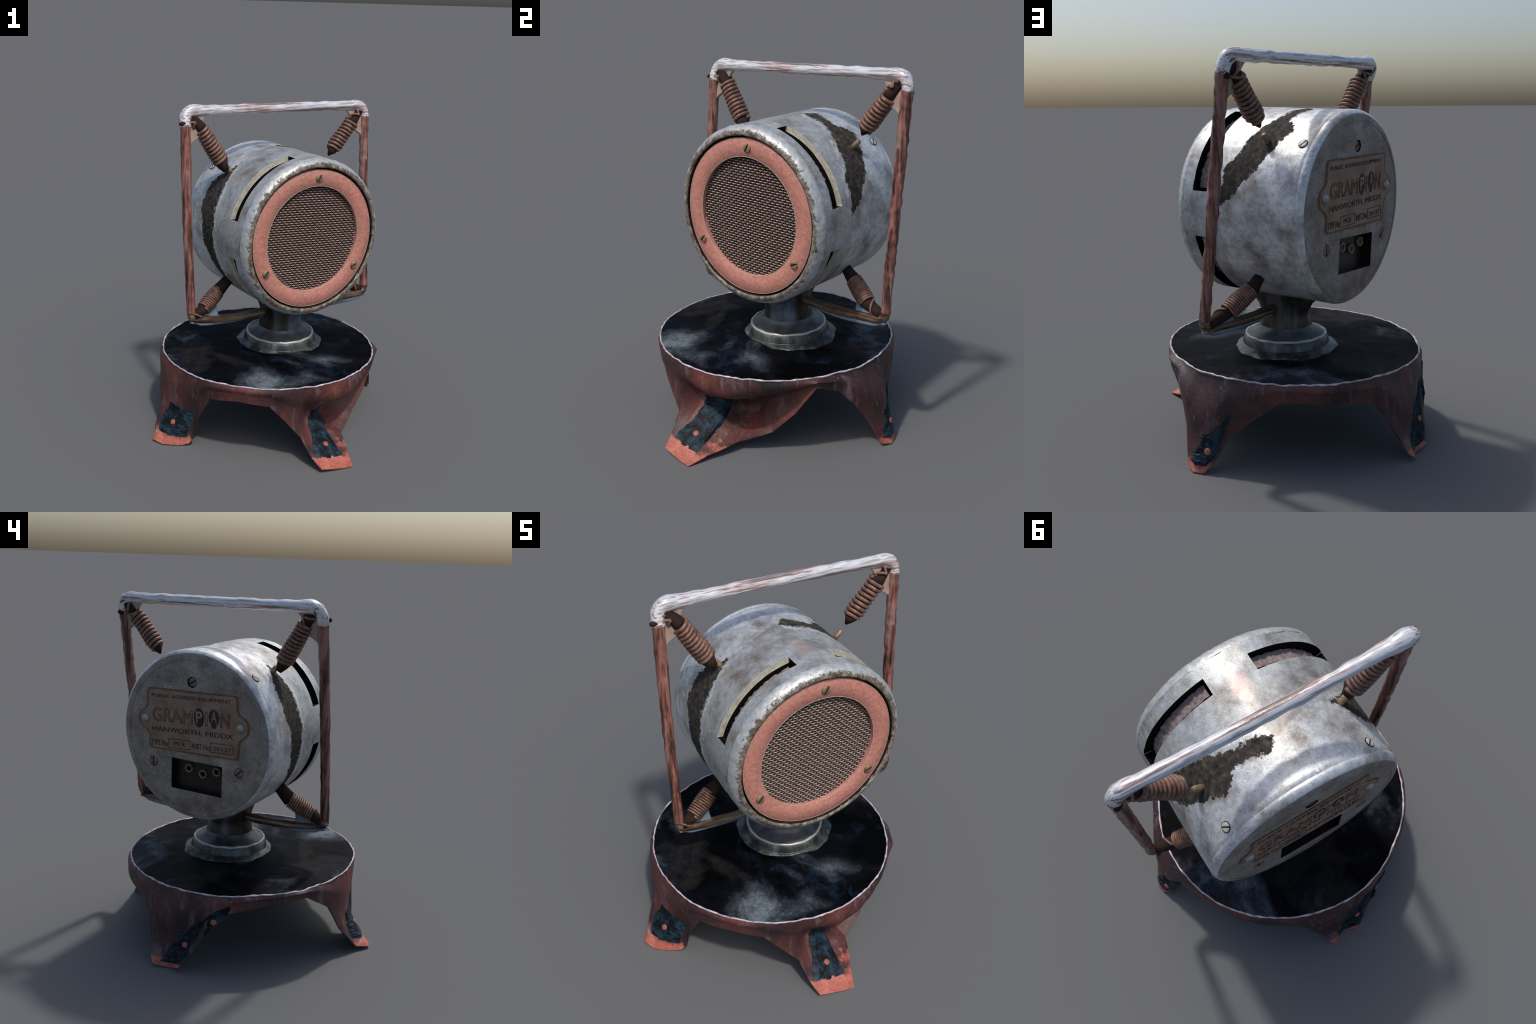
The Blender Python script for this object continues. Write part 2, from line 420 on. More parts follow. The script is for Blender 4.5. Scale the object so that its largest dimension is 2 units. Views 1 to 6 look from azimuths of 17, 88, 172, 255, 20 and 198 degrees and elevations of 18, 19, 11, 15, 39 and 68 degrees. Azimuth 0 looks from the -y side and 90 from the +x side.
# dark gap and pink ring
v, f = lathe([(.428, -.338), (.405, -.338)], 96, 'Y'); mesh_obj('bezel_gap', v, f, M_BLACK, drum)
v, f = lathe([(.418, -.336), (.418, -.3725), (.4155, -.375), (.326, -.375), (.3225, -.3715), (.3225, -.334)], 180, 'Y')
ring = mesh_obj('retaining_ring', v, f, M_RING, drum, angle=50)
# fine bright edges of the ring opening and outside
for r0, w in ((.3225, .0016), (.4190, .0014)):
    pts = [(math.cos(TAU * i / 120) * r0, -.3735, math.sin(TAU * i / 120) * r0) for i in range(121)]
    v, f = tube(pts, w, 6, cap=False); mesh_obj('ring_edge', v, f, M_CREAM, drum)

# woven grille: every wire bends over and under its neighbours
GR = .3235; PX = .0166; PZ = .0143; GY = -.3475
def weave():
    rot = Matrix.Rotation(math.radians(-ROLL), 3, 'Y')
    weft, warp = [], []
    nz = int(GR / PZ); nx = int(GR / PX)
    for j in range(-nz, nz + 1):
        z = j * PZ; half = math.sqrt(max(GR * GR - z * z, 0))
        if half < .03: continue
        n = int(half * 2 / (PX / 6)) + 2
        pts = []
        for i in range(n):
            x = -half + 2 * half * i / (n - 1)
            pts.append(rot @ Vector((x, GY - .0042 * math.cos(math.pi * (x / PX) + math.pi * j), z)))
        weft.append(tube(pts, .0034, 6, cap=False))
    for i in range(-nx, nx + 1):
        x = i * PX; half = math.sqrt(max(GR * GR - x * x, 0))
        if half < .03: continue
        n = int(half * 2 / (PZ / 4)) + 2
        pts = []
        for k in range(n):
            z = -half + 2 * half * k / (n - 1)
            pts.append(rot @ Vector((x, GY + .0030 * math.cos(math.pi * (z / PZ) + math.pi * i), z)))
        warp.append(tube(pts, .0036, 5, cap=False))
    return join(weft), join(warp)
(wv, wf), (pv, pf) = weave()
o = mesh_obj('grille_weft_wires', wv, wf, M_WEFT, drum); o['kind'] = 'stuff'
o = mesh_obj('grille_warp_wires', pv, pf, M_WARP, drum); o['kind'] = 'stuff'
v, f = lathe([(.33, -.336), (.0005, -.336)], 64, 'Y'); mesh_obj('grille_backing', v, f, M_BLACK, drum)

# slotted screws -----------------------------------------------------------
def screw_mesh(name, r, h, mat, dome=.35, slot=.16):
    prof = [(r, -.006), (r, h * (1 - dome)), (r * .93, h * .86), (r * .7, h * .97), (r * .4, h), (.0004, h)]
    v, f = lathe(prof, 32, 'Z')
    me = mesh_obj(name, v, f, mat, None, angle=50)
    # saw the driver slot across the head
    cut = bpy.data.meshes.new('cut'); bm = bmesh.new()
    bmesh.ops.create_cube(bm, size=1, matrix=Matrix.Translation((0, 0, h)) @ Matrix.Diagonal((r * 2.4, r * 2 * slot, h * .9, 1)))
    bm.to_mesh(cut); bm.free(); cut.materials.append(M_INK)
    co = link(bpy.data.objects.new('cut', cut))
    bm = bmesh.new(); bm.from_mesh(me.data); bmesh.ops.holes_fill(bm, edges=[e for e in bm.edges if e.is_boundary]); bmesh.ops.recalc_face_normals(bm, faces=bm.faces); bm.to_mesh(me.data); bm.free()
    md = me.modifiers.new('b', 'BOOLEAN'); md.object = co; md.operation = 'DIFFERENCE'; md.solver = 'EXACT'; md.material_mode = 'TRANSFER'
    dg = bpy.context.evaluated_depsgraph_get()
    res = bpy.data.meshes.new_from_object(me.evaluated_get(dg)); res.name = name
    bpy.data.objects.remove(co); bpy.data.objects.remove(me)
    return res

def place(name, me, parent, loc, normal, twist):
    ob = link(bpy.data.objects.new(name, me), parent)
    q = Vector(normal).to_track_quat('Z', 'Y').to_matrix().to_4x4()
    ob.matrix_local = Matrix.Translation(loc) @ q @ Matrix.Rotation(math.radians(twist), 4, 'Z')
    return ob

SC_FRONT = screw_mesh('ring_screw', .0235, .010, M_BRASS)
for ang, tw in ((86.9, 60), (207.2, 50), (-33.5, 20)):
    a = math.radians(ang)
    place('ring_screw', SC_FRONT, drum, (.369 * math.cos(a), -.375, .369 * math.sin(a)), (0, -1, 0), tw)
SC_SIDE = screw_mesh('side_screw', .021, .004, M_PALE)
for ang, tw in ((42.8, 55), (133.4, 130)):
    a = math.radians(ang)
    place('side_screw', SC_SIDE, drum, (R * math.cos(a), .288, R * math.sin(a)), (math.cos(a), 0, math.sin(a)), tw)

for ang in (42.8, 133.4):
    a = math.radians(ang); n = Vector((math.cos(a), 0, math.sin(a))); t = Vector((-math.sin(a), 0, math.cos(a)))
    pts = [n * (R + .0005) + t * (.0225 * math.cos(q)) + Vector((0, .288 + .0225 * math.sin(q), 0)) for q in np.linspace(0, TAU, 33)]
    v, f = tube(pts, .0022, 6, cap=False); mesh_obj('screw_seat', v, f, M_CORE, drum)

# --------------------------------------------------------------- back plate
def bool_mesh(ob, cutters):
    for c in cutters:
        md = ob.modifiers.new('b', 'BOOLEAN'); md.object = c; md.operation = 'DIFFERENCE'; md.solver = 'EXACT'; md.material_mode = 'TRANSFER'
    dg = bpy.context.evaluated_depsgraph_get()
    res = bpy.data.meshes.new_from_object(ob.evaluated_get(dg)); res.name = ob.data.name
    old = ob.data; ob.modifiers.clear(); ob.data = res; bpy.data.meshes.remove(old)
    for c in cutters: bpy.data.objects.remove(c)
    ob.data.shade_smooth(); ob.data.set_sharp_from_angle(angle=math.radians(35))

BY = .3735     # back face
v, f = lathe([(.4302, .270), (.4302, BY - .0015), (.428, BY)], 160, 'Y', cap=True)
v = [(x, y + LEAN * zz, zz) for x, y, zz in v]
back = mesh_obj('back_plate', v, f, M_BACK, drum, angle=35)
def box(name, sx, sy, sz, loc, rot=0):
    me = bpy.data.meshes.new(name); bm = bmesh.new()
    bmesh.ops.create_cube(bm, size=1, matrix=Matrix.Translation(loc) @ Matrix.Rotation(rot, 4, 'Y') @ Matrix.Diagonal((sx, sy, sz, 1)))
    bm.to_mesh(me); bm.free(); me.materials.append(M_BAKELITE)
    return link(bpy.data.objects.new(name, me), drum)
def cyl_cut(r, loc, depth):
    v, f = lathe([(r, -depth), (r, depth)], 32, 'Y', cap=True)
    o = mesh_obj('cut', v, f, M_CORE, drum)
    for vv in o.data.vertices: vv.co += Vector(loc)
    return o
# positions on the back: seen from behind, bx to the right is local -X
def B(bx, bz, d=0.0): return (-bx, BY + LEAN * bz + d, bz)
TILT = math.radians(1.6)
SOCK = (.017, -.226, .329, .178)       # centre x, z, width, height
bool_mesh(back, [box('cut', SOCK[2], .14, SOCK[3], B(SOCK[0], SOCK[1]), -TILT),
                 cyl_cut(.030, B(-.006, .307), .012), cyl_cut(.0285, B(-.269, -.172), .010), cyl_cut(.0285, B(.287, -.160), .010)])
sb = box('socket_block', SOCK[2] + .01, .01, SOCK[3] + .01, B(SOCK[0], SOCK[1], -.052), -TILT)
sb.data.materials.clear(); sb.data.materials.append(M_BAKELITE)
v, f = lathe([(.0245, 0), (.0245, .014), (.0225, .016), (.0175, .016), (.0160, .013), (.0160, -.001)], 28, 'Z')
PIN = mesh_obj('socket_pin', v, f, M_BRASS, None); pin_me = PIN.data; bpy.data.objects.remove(PIN)
v, f = lathe([(.0165, .003), (.0004, .003)], 20, 'Z')
PH = mesh_obj('pin_bore', v, f, M_BLACK, None); ph_me = PH.data; bpy.data.objects.remove(PH)
for bx, bz in ((-.055, -.192), (.037, -.213), (.126, -.188)):
    p = place('socket_pin', pin_me, drum, B(bx, bz, -.047), (0, 1, 0), 0)
    place('pin_bore', ph_me, drum, B(bx, bz, -.047), (0, 1, 0), 0)
SC_BACK = screw_mesh('back_screw', .0255, .006, M_CSCREW)
for bx, bz, d, tw in ((-.006, .307, -.011, 25), (-.269, -.172, -.0045, 90), (.287, -.160, -.0035, 40)):
    place('back_screw', SC_BACK, drum, B(bx, bz, d), (0, 1, 0), tw)

# scalloped label plate
half = [(-.005, .258), (.272, .262), (.281, .250), (.284, .185), (.292, .160), (.320, .148), (.345, .125), (.352, .090), (.345, .058), (.322, .035), (.300, .018), (.294, .000), (.290, -.060), (.280, -.090), (0, -.094)]
left = [(-.280, -.093), (-.292, -.080), (-.292, -.012), (-.310, .008), (-.343, .030), (-.362, .056), (-.364, .080), (-.352, .108), (-.318, .132), (-.302, .155), (-.300, .235), (-.292, .250), (-.280, .255)]
OUT = half + left
def plate_mesh(name, shrink, y0, y1, mat):
    c = Vector((-.003, .085))
    loop = []
    for x, z in OUT:
        d = Vector((x, z)) - c
        loop.append(c + d * (1 - shrink / max(abs(d.x), abs(d.y), .1)))
    n = len(loop)
    vs = [B(p.x, p.y, y0) for p in loop] + [B(p.x, p.y, y1) for p in loop]
    fs = [list(range(n)), list(range(n, 2 * n))] + [(i, (i + 1) % n, n + (i + 1) % n, n + i) for i in range(n)]
    return mesh_obj(name, vs, fs, mat, drum, smooth=False)
plate_mesh('label_plate', 0.0, -.002, .004, M_BORDER)
plate_mesh('label_face', .011, .002, .0052, M_LABEL)
v, f = lathe([(.024, -.002), (.0245, .003), (.022, .010), (.016, .0155), (.008, .018), (.0004, .0185)], 28, 'Z')
RV = mesh_obj('label_rivet', v, f, M_STEEL, None); rv_me = RV.data; bpy.data.objects.remove(RV)
for bx, bz in ((-.312, .077), (.298, .091)):
    place('label_rivet', rv_me, drum, B(bx, bz, .005), (0, 1, 0), 0)

# lettering ---------------------------------------------------------------
TXT_M = Matrix(((-1, 0, 0, 0), (0, 0, 1, 0), (0, 1, 0, 0), (0, 0, 0, 1)))   # text x -> -X, text y -> Z, out -> +Y
def lettering(name, body, x0, x1, z0, z1, mat, bold=0.0, outline=None, lift=.0056, slope=None):
    cu = bpy.data.curves.new(name, 'FONT'); cu.body = body; cu.size = 1.0
    cu.resolution_u = 3
    if outline: cu.fill_mode = 'NONE'
    else:
        cu.extrude = .0; cu.offset = bold
    ob = link(bpy.data.objects.new(name, cu))
    dg = bpy.context.evaluated_depsgraph_get()
    me = bpy.data.meshes.new_from_object(ob.evaluated_get(dg)); bpy.data.objects.remove(ob)
    co = np.array([v.co[:] for v in me.vertices])
    lo, hi = co.min(0), co.max(0)
    sl = math.tan(TILT) if slope is None else slope
    for v in me.vertices:
        x = x0 + (v.co.x - lo[0]) / (hi[0] - lo[0]) * (x1 - x0)
        z = z0 + (v.co.y - lo[1]) / (hi[1] - lo[1]) * (z1 - z0) + sl * x
        v.co = TXT_M @ Vector((x, z, 0))
        v.co.y = BY + LEAN * z + lift
    me.name = name
    if outline:
        bm = bmesh.new(); bm.from_mesh(me)
        parts = []
        for e in bm.edges:
            a, b = e.verts[0].co, e.verts[1].co
            if (a - b).length > 1e-6: parts.append(tube([a, b], outline, 5))
        bm.free(); v, f = join(parts)
        o = mesh_obj(name, v, f, mat, drum); return o
    bm = bmesh.new(); bm.from_mesh(me)
    g = bmesh.ops.extrude_face_region(bm, geom=bm.faces[:])
    for v in [x for x in g['geom'] if isinstance(x, bmesh.types.BMVert)]: v.co.y += .0012
    bmesh.ops.recalc_face_normals(bm, faces=bm.faces); bm.to_mesh(me); bm.free()
    me.materials.clear(); me.materials.append(mat)
    return link(bpy.data.objects.new(name, me), drum)

lettering('lettering', 'PUBLIC ADDRESS EQUIPMENT', -.268, .238, .207, .230, M_INK, 0.0)
lettering('lettering', 'HANWORTH, MIDDX.', -.268, .262, .012, .044, M_INK, 0.0)
lettering('lettering', 'TYPE No', -.277, -.168, -.066, -.033, M_INK, 0.0)
lettering('lettering', 'INST.No', -.006, .108, -.062, -.030, M_INK, 0.0)
lettering('lettering', 'MCR', -.124, -.052, -.057, -.034, M_INK, -.008)
lettering('lettering', '20137', .128, .242, -.057, -.034, M_INK, -.008)
lettering('lettering', 'GRAM', -.264, -.002, .076, .152, M_RINK, outline=.0022)
lettering('lettering', 'I', .080, .092, .076, .152, M_RINK, outline=.0022)
lettering('lettering', 'N', .176, .232, .076, .152, M_RINK, outline=.0022)
for cx, cz, rx, rz, ch in ((.040, .118, .033, .054, 'P'), (.134, .128, .033, .046, 'A')):
    v = [B(cx + rx * math.cos(TAU * i / 40), cz + rz * math.sin(TAU * i / 40), .0058) for i in range(40)]
    v += [B(cx + rx * math.cos(TAU * i / 40), cz + rz * math.sin(TAU * i / 40), .002) for i in range(40)]
    mesh_obj('letter_badge', v, [list(range(40))] + [(i, (i + 1) % 40, 40 + (i + 1) % 40, 40 + i) for i in range(40)], M_INK, drum, smooth=False)
    lettering('lettering', ch, cx - .019, cx + .021, cz - .034, cz + .034, M_LABEL, .02, lift=.0062)
v = [B(.134 + .017 * math.cos(TAU * i / 24), .079 + .011 * math.sin(TAU * i / 24), .0056) for i in range(24)]
mesh_obj('letter_badge', v, [list(range(24))], M_INK, drum, smooth=False)
for x0, x1, z0, z1 in ((-.160, -.019, -.071, -.020), (.112, .254, -.068, -.017)):
    sl = math.tan(TILT)
    c = [Vector(B(x, z + sl * x, .0056)) for x, z in ((x0, z0), (x1, z0), (x1, z1), (x0, z1))]
    v, f = join([tube([c[i], c[(i + 1) % 4]], .0016, 5) for i in range(4)])
    mesh_obj('label_box', v, f, M_INK, drum, smooth=False)

# ------------------------------------------------------------- yoke (rod frame)
CA, CB = Vector((-.488, -.262, 1.962)), Vector((.393, .675, 1.950))     # top corners
CC, CD = Vector((-.388, -.390, .722)), Vector((.505, .552, .704))       # bottom corners
UA, UB = Vector((-.473, -.283, 1.945)), Vector((.401, .677, 1.930))     # heads of the uprights
yoke = link(bpy.data.objects.new('yoke', None), root)
yaw = math.atan2(CB.y - CA.y, CB.x - CA.x)
YM = Matrix.Translation((CA + CB) / 2) @ Matrix.Rotation(yaw, 4, 'Z')
yoke.matrix_world = YM
YI = YM.inverted()
def yoke_rod(name, pts, rad, mat, n=120, rough=.10, rs=24, sides=14, seed=0, flat=1.0):
    P = resample([YI @ Vector(p) for p in pts], n)
    v, f = tube(P, rad, sides, rough, rs, flat=flat, seed=seed)
    return mesh_obj(name, v, f, mat, yoke)
def bend(p, c, q, r=.05, n=7):
    a = c + (p - c).normalized() * r; b = c + (q - c).normalized() * r
    return [a * (1 - t) ** 2 + c * 2 * t * (1 - t) + b * t * t for t in np.linspace(0, 1, n)]
dnA, dnB = UA.lerp(CC, .06), UB.lerp(CD, .05)
def arc(a, b, k, n=24):
    # slightly bowed rod
    return [a.lerp(b, t) + Vector(k) * math.sin(math.pi * t) for t in np.linspace(0, 1, n)]
span = arc(CA, CB, (-.005, .008, .001))
top = [dnA] + bend(dnA, CA, CB, .06) + span[3:-3] + bend(CA, CB, dnB, .06) + [dnB]
def toprad(s): return .030 + .009 * math.exp(-((s - .09) / .07) ** 2) + .004 * math.exp(-((s - .93) / .05) ** 2)
yoke_rod('handle_bar', top, toprad, M_TOPBAR, 170, .16, 16, seed=1)
def siderad(s): return .031 - .005 * s
yoke_rod('side_rod', arc(UA.lerp(CC, .045), CC.lerp(UA, .03), (-.006, -.004, 0)), siderad, M_SIDEBAR, 110, .14, 20, seed=2)
yoke_rod('side_rod', arc(UB.lerp(CD, .04), CD.lerp(UB, .03), (-.002, -.001, 0)), siderad, M_SIDEBAR, 110, .20, 26, seed=3)
PEDC = Vector((.050, .083, .702))
for c, u, sag in ((CC, UA, -.030), (CD, UB, -.020)):
    run = arc(c, PEDC, (0, 0, sag))
    yoke_rod('bottom_rod', [c.lerp(u, .04)] + bend(u, c, run[3], .035) + run[3:], .0255, M_LOWBAR, 90, .10, 20, seed=4)
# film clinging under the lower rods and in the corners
def film(name, pts, thick, mat, seed=0):
    """thin filled patch spanned between a fan of points, thickened and softened"""
    bm = bmesh.new(); vs = [bm.verts.new(YI @ Vector(p)) for p in pts]
    bm.faces.new(vs)
    bmesh.ops.subdivide_edges(bm, edges=bm.edges[:], cuts=2)
    bmesh.ops.triangulate(bm, faces=bm.faces[:])
    bmesh.ops.subdivide_edges(bm, edges=bm.edges[:], cuts=1, use_grid_fill=True)
    for _ in range(2): bmesh.ops.smooth_vert(bm, verts=bm.verts[:], factor=.4, use_axis_x=True, use_axis_y=True, use_axis_z=True)
    me = bpy.data.meshes.new(name); bm.to_mesh(me); bm.free(); me.materials.append(mat)
    ob = link(bpy.data.objects.new(name, me), yoke)
    md = ob.modifiers.new('s', 'SOLIDIFY'); md.thickness = thick; md.offset = 0
    ss = ob.modifiers.new('d', 'SUBSURF'); ss.levels = 1; ss.render_levels = 1
    res = bpy.data.meshes.new_from_object(ob.evaluated_get(bpy.context.evaluated_depsgraph_get()))
    ob.modifiers.clear(); ob.data = res; res.shade_smooth(); res.name = name
    return ob
def web(name, a, b, thick, mat, pinch=.12, n=16, m=10):
    """film stretched between two edges, its free side drawn inwards"""
    A = resample([YI @ Vector(p) for p in a], n); Bq = resample([YI @ Vector(p) for p in b], n)
    vs = []
    for i in range(n):
        for k in range(m):
            w = k / (m - 1)
            i2 = (i / (n - 1)) * (1 - pinch * math.sin(math.pi * w)) * (n - 1)
            i0 = min(int(i2), n - 2); fr = i2 - i0
            vs.append((A[i0] * (1 - fr) + A[i0 + 1] * fr) * (1 - w) + (Bq[i0] * (1 - fr) + Bq[i0 + 1] * fr) * w)
    ob = mesh_obj(name, vs, grid_faces(n, m), mat, yoke)
    md = ob.modifiers.new('s', 'SOLIDIFY'); md.thickness = thick; md.offset = 0
    ss = ob.modifiers.new('d', 'SUBSURF'); ss.levels = 1; ss.render_levels = 1
    res = bpy.data.meshes.new_from_object(ob.evaluated_get(bpy.context.evaluated_depsgraph_get()))
    ob.modifiers.clear(); ob.data = res; res.shade_smooth(); res.name = name
    return ob
low = Vector((0, 0, -1))
for c, up in ((CC, CA), (CD, CB)):
    P = [c.lerp(up, .05) , c + low * .03 + (c - PEDC).normalized() * .015, c.lerp(PEDC, .12) + low * .064, c.lerp(PEDC, .45) + low * .068, c.lerp(PEDC, .8) + low * .045, c.lerp(PEDC, .8) + low * .015, c.lerp(PEDC, .4) + low * .025, c.lerp(PEDC, .1) + low * .005]
    film('sagging_film', P, .034, M_WEB_BLUE)

# ----------------------------------------------------------------- springs
def coil(name, a, b, r, turns, wire, taper=0.0, core=.8):
    a, b = Vector(a), Vector(b); ax = (b - a); L = ax.length; t = ax.normalized()
    u = t.orthogonal().normalized(); w = t.cross(u)
    n = int(turns * 18); pts = []
    for i in range(n + 1):
        s = i / n; ang = TAU * turns * s
        rr = r * (1 - taper * max(0, s - .8) / .2)
        rr *= 1 + .06 * math.sin(5 * s + turns)
        pts.append(a + ax * s + (u * math.cos(ang) + w * math.sin(ang)) * rr)
    v, f = tube(pts, wire, 7)
    ob = mesh_obj(name, v, f, M_COIL, root)
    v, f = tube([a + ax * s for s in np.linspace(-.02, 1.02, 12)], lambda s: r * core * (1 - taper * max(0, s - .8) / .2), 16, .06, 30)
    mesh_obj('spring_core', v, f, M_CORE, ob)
    return ob
LOW_C, TOP_C = (-.336, -.331, .778), (-.286, -.206, .858)
LOW_D, TOP_D = (.388, .478, .764), (.268, .423, .853)
# upper springs, long pitch
sprA = coil('coil_spring', (-.405, -.215, 1.868), (-.300, -.135, 1.660), .041, 10.5, .0105)
sprB = coil('coil_spring', (.343, .600, 1.850), (.240, .490, 1.672), .041, 9.5, .0105, taper=.25)
# lower springs, close wound
sprC = coil('coil_spring', LOW_C, TOP_C, .041, 11, .0066)
sprD = coil('coil_spring', LOW_D, TOP_D, .041, 12, .0070)
def wire_hook(pts, r, parent, name='spring_hook', mat=None, n=24):
    P = resample(pts, n)
    for _ in range(3): P[1:-1] = (P[:-2] + 2 * P[1:-1] + P[2:]) / 4
    v, f = tube(P, r, 8); return mesh_obj(name, v, f, mat or M_COIL, parent)
# ends: black cap into the stud, wire eyes round the yoke
v, f = tube([(-.302, -.137, 1.665), (-.290, -.125, 1.632), (-.278, -.108, 1.605)], lambda s: .043 - .022 * s, 16, .12, 30); mesh_obj('spring_cap', v, f, M_CORE, sprA)
v, f = tube([(.243, .493, 1.677), (.234, .486, 1.655), (.222, .476, 1.636)], lambda s: .036 - .030 * s, 16, .12, 30); mesh_obj('spring_cap', v, f, M_CORE, sprB)
v, f = tube([(-.288, -.209, .856), (-.266, -.182, .885), (-.236, -.150, .925)], lambda s: .043 - .010 * s, 16, .10, 30); mesh_obj('spring_cap', v, f, M_CORE, sprC)
v, f = tube([(.271, .425, .851), (.247, .407, .876), (.215, .380, .920)], lambda s: .040 - .014 * s, 16, .10, 30); mesh_obj('spring_cap', v, f, M_CORE, sprD)
for spr, top_, c, other, sd in ((sprA, Vector((-.405, -.215, 1.868)), CA, CB, 1), (sprB, Vector((.343, .600, 1.850)), CB, CA, 1)):
    d = (c - top_)
    side = (other - c).normalized()
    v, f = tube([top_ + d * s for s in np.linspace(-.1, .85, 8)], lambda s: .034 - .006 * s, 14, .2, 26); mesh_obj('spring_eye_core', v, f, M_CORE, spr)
    for k in (.2, .45, .7):
        p = top_ + d * k; t = d.normalized(); u = t.orthogonal().normalized(); w = t.cross(u)
        pts = [p + (u * math.cos(x) + w * math.sin(x)) * (.040 - .01 * k) + t * .022 * math.sin(x * 1.3 + k * 9) for x in np.linspace(0, 4.6, 26)]
        wire_hook(pts, .0075, spr)
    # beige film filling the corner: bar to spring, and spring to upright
    end = top_ + (top_ - c).normalized() * .06
    foot = (UA.lerp(CC, .165) if c is CA else UB.lerp(CD, .165))
    web('corner_film', [c + (-d) * .15, c.lerp(other, .06), c.lerp(other, .105), c.lerp(other, .135)], [c - d * .35, c - d * .8, top_, top_ - d * .05], .020, M_WEB_PINK)
    web('corner_film', [c.lerp(foot, .3), c.lerp(foot, .65), foot], [c - d * .6, top_ - d * .15, end], .020, M_WEB_PINK)
for spr, lo, c in ((sprC, Vector(LOW_C), CC), (sprD, Vector(LOW_D), CD)):
    d = c - lo
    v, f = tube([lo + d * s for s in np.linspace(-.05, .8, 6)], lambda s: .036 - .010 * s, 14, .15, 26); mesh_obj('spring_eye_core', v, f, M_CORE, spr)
    t = d.normalized(); u = t.orthogonal().normalized(); w = t.cross(u)
    pts = [lo + d * (.1 + .8 * x / 5) + (u * math.cos(x) + w * math.sin(x)) * .036 for x in np.linspace(0, 5, 24)]
    wire_hook(pts, .0065, spr)
for lo, hi, c in ((LOW_C, TOP_C, CC), (LOW_D, TOP_D, CD)):
    lo, hi = Vector(lo), Vector(hi)
    sag = Vector((0, 0, -.02))
    web('spring_film', [lo.lerp(hi, t) for t in (0, .3, .6, .9, 1.25)], [c.lerp(PEDC, k) + sag for k in (.08, .17, .24, .29, .27)], .018, M_WEB_BLUE, pinch=.25)
for spr, p, d in ((sprA, (-.478, -.312, 1.896), (-.010, -.015, .002)), (sprB, (.388, .690, 1.862), (-.004, .017, .002))):
    p, d = Vector(p), Vector(d)
    v, f = tube([p - d * .6, p, p + d * .5, p + d], lambda s: .020 - .012 * s, 10, .2, 40); mesh_obj('spring_wire_end', v, f, M_CORE, spr)

# studs on the drum that the springs hook to
def stud(ang, y, length, r, tip):
    a = math.radians(ang); n = Vector((math.cos(a), 0, math.sin(a)))
    p0 = n * (R - .012); p0.y = y
    v, f = tube([p0, p0 + n * (length * .45), p0 + n * length, p0 + n * (length + .004)], lambda s: r * (1 - tip * s), 14, .08, 40)
    return mesh_obj('spring_stud', [Vector(x) for x in v], f, M_BRASS, drum)
stud(43, .092, .062, .0165, .25); stud(132, .075, .050, .018, .2)

# ---------------------------------------------------------------- pedestal
PC = Vector((.048, .072, 0))
def ped(a, r, h):
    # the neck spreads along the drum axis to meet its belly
    k = smoothstep((h - .66) / .14)
    ax = math.atan2(-.67, .742)
    r = r + k * .10 * abs(math.cos(a - ax)) ** 2
    low_ = float(smoothstep((.485 - h) / .03))
    return r + .004 * n3((math.cos(a) * r, math.sin(a) * r, h), 14, 5) + low_ * (.022 * n3((math.cos(a), math.sin(a), 0), 4, 8)), h - low_ * .004 * abs(n3((math.cos(a), math.sin(a), 1), 6, 3))
prof = [(.285, .452), (.276, .466), (.264, .474), (.254, .478), (.243, .484), (.236, .4875), (.2325, .488), (.2325, .492), (.231, .497), (.227, .512), (.221, .527), (.215, .533)]
v, f = lathe(prof, 128, 'Z', wobble=ped); pd = mesh_obj('pedestal_foot', v, f, M_PED, root); pd.location = PC
pts = [(math.cos(TAU * i / 128) * .212, math.sin(TAU * i / 128) * .212, .534 + .0015 * math.sin(i * .7)) for i in range(129)]
v, f = tube(pts, .0085, 8, .15, 30, cap=False); o = mesh_obj('pedestal_lip', v, f, M_LIP, root); o.location = PC
v, f = lathe([(.210, .536), (.192, .543), (.172, .552), (.156, .561), (.145, .572), (.138, .586)], 128, 'Z', wobble=ped); o = mesh_obj('pedestal_shoulder', v, f, M_SHOULDER, root); o.location = PC
prof = [(.1385, .584), (.138, .60), (.132, .63), (.130, .66), (.130, .70), (.132, .74), (.135, .78), (.137, .83)]
v, f = lathe(prof, 128, 'Z', wobble=ped); pd2 = mesh_obj('pedestal_neck', v, f, M_NECK, root); pd2.location = PC

# -------------------------------------------------------------------- dish
DC = Vector((-.010, -.003, 0)); RIM = .678
def rim_z(a): 
    return .460 + .012 * RIM * math.cos(a) - .026 * RIM * math.sin(a) + .005 * n3((math.cos(a) * 3, math.sin(a) * 3, 0), 2, 1) + .004 * n3((math.cos(a) * 9, math.sin(a) * 9, 0), 2, 4)
def rim_r(a):
    return RIM + .008 * n3((math.cos(a) * 2, math.sin(a) * 2, 1), 1.5, 7) + .003 * n3((math.cos(a) * 9, math.sin(a) * 9, 1), 2, 3)
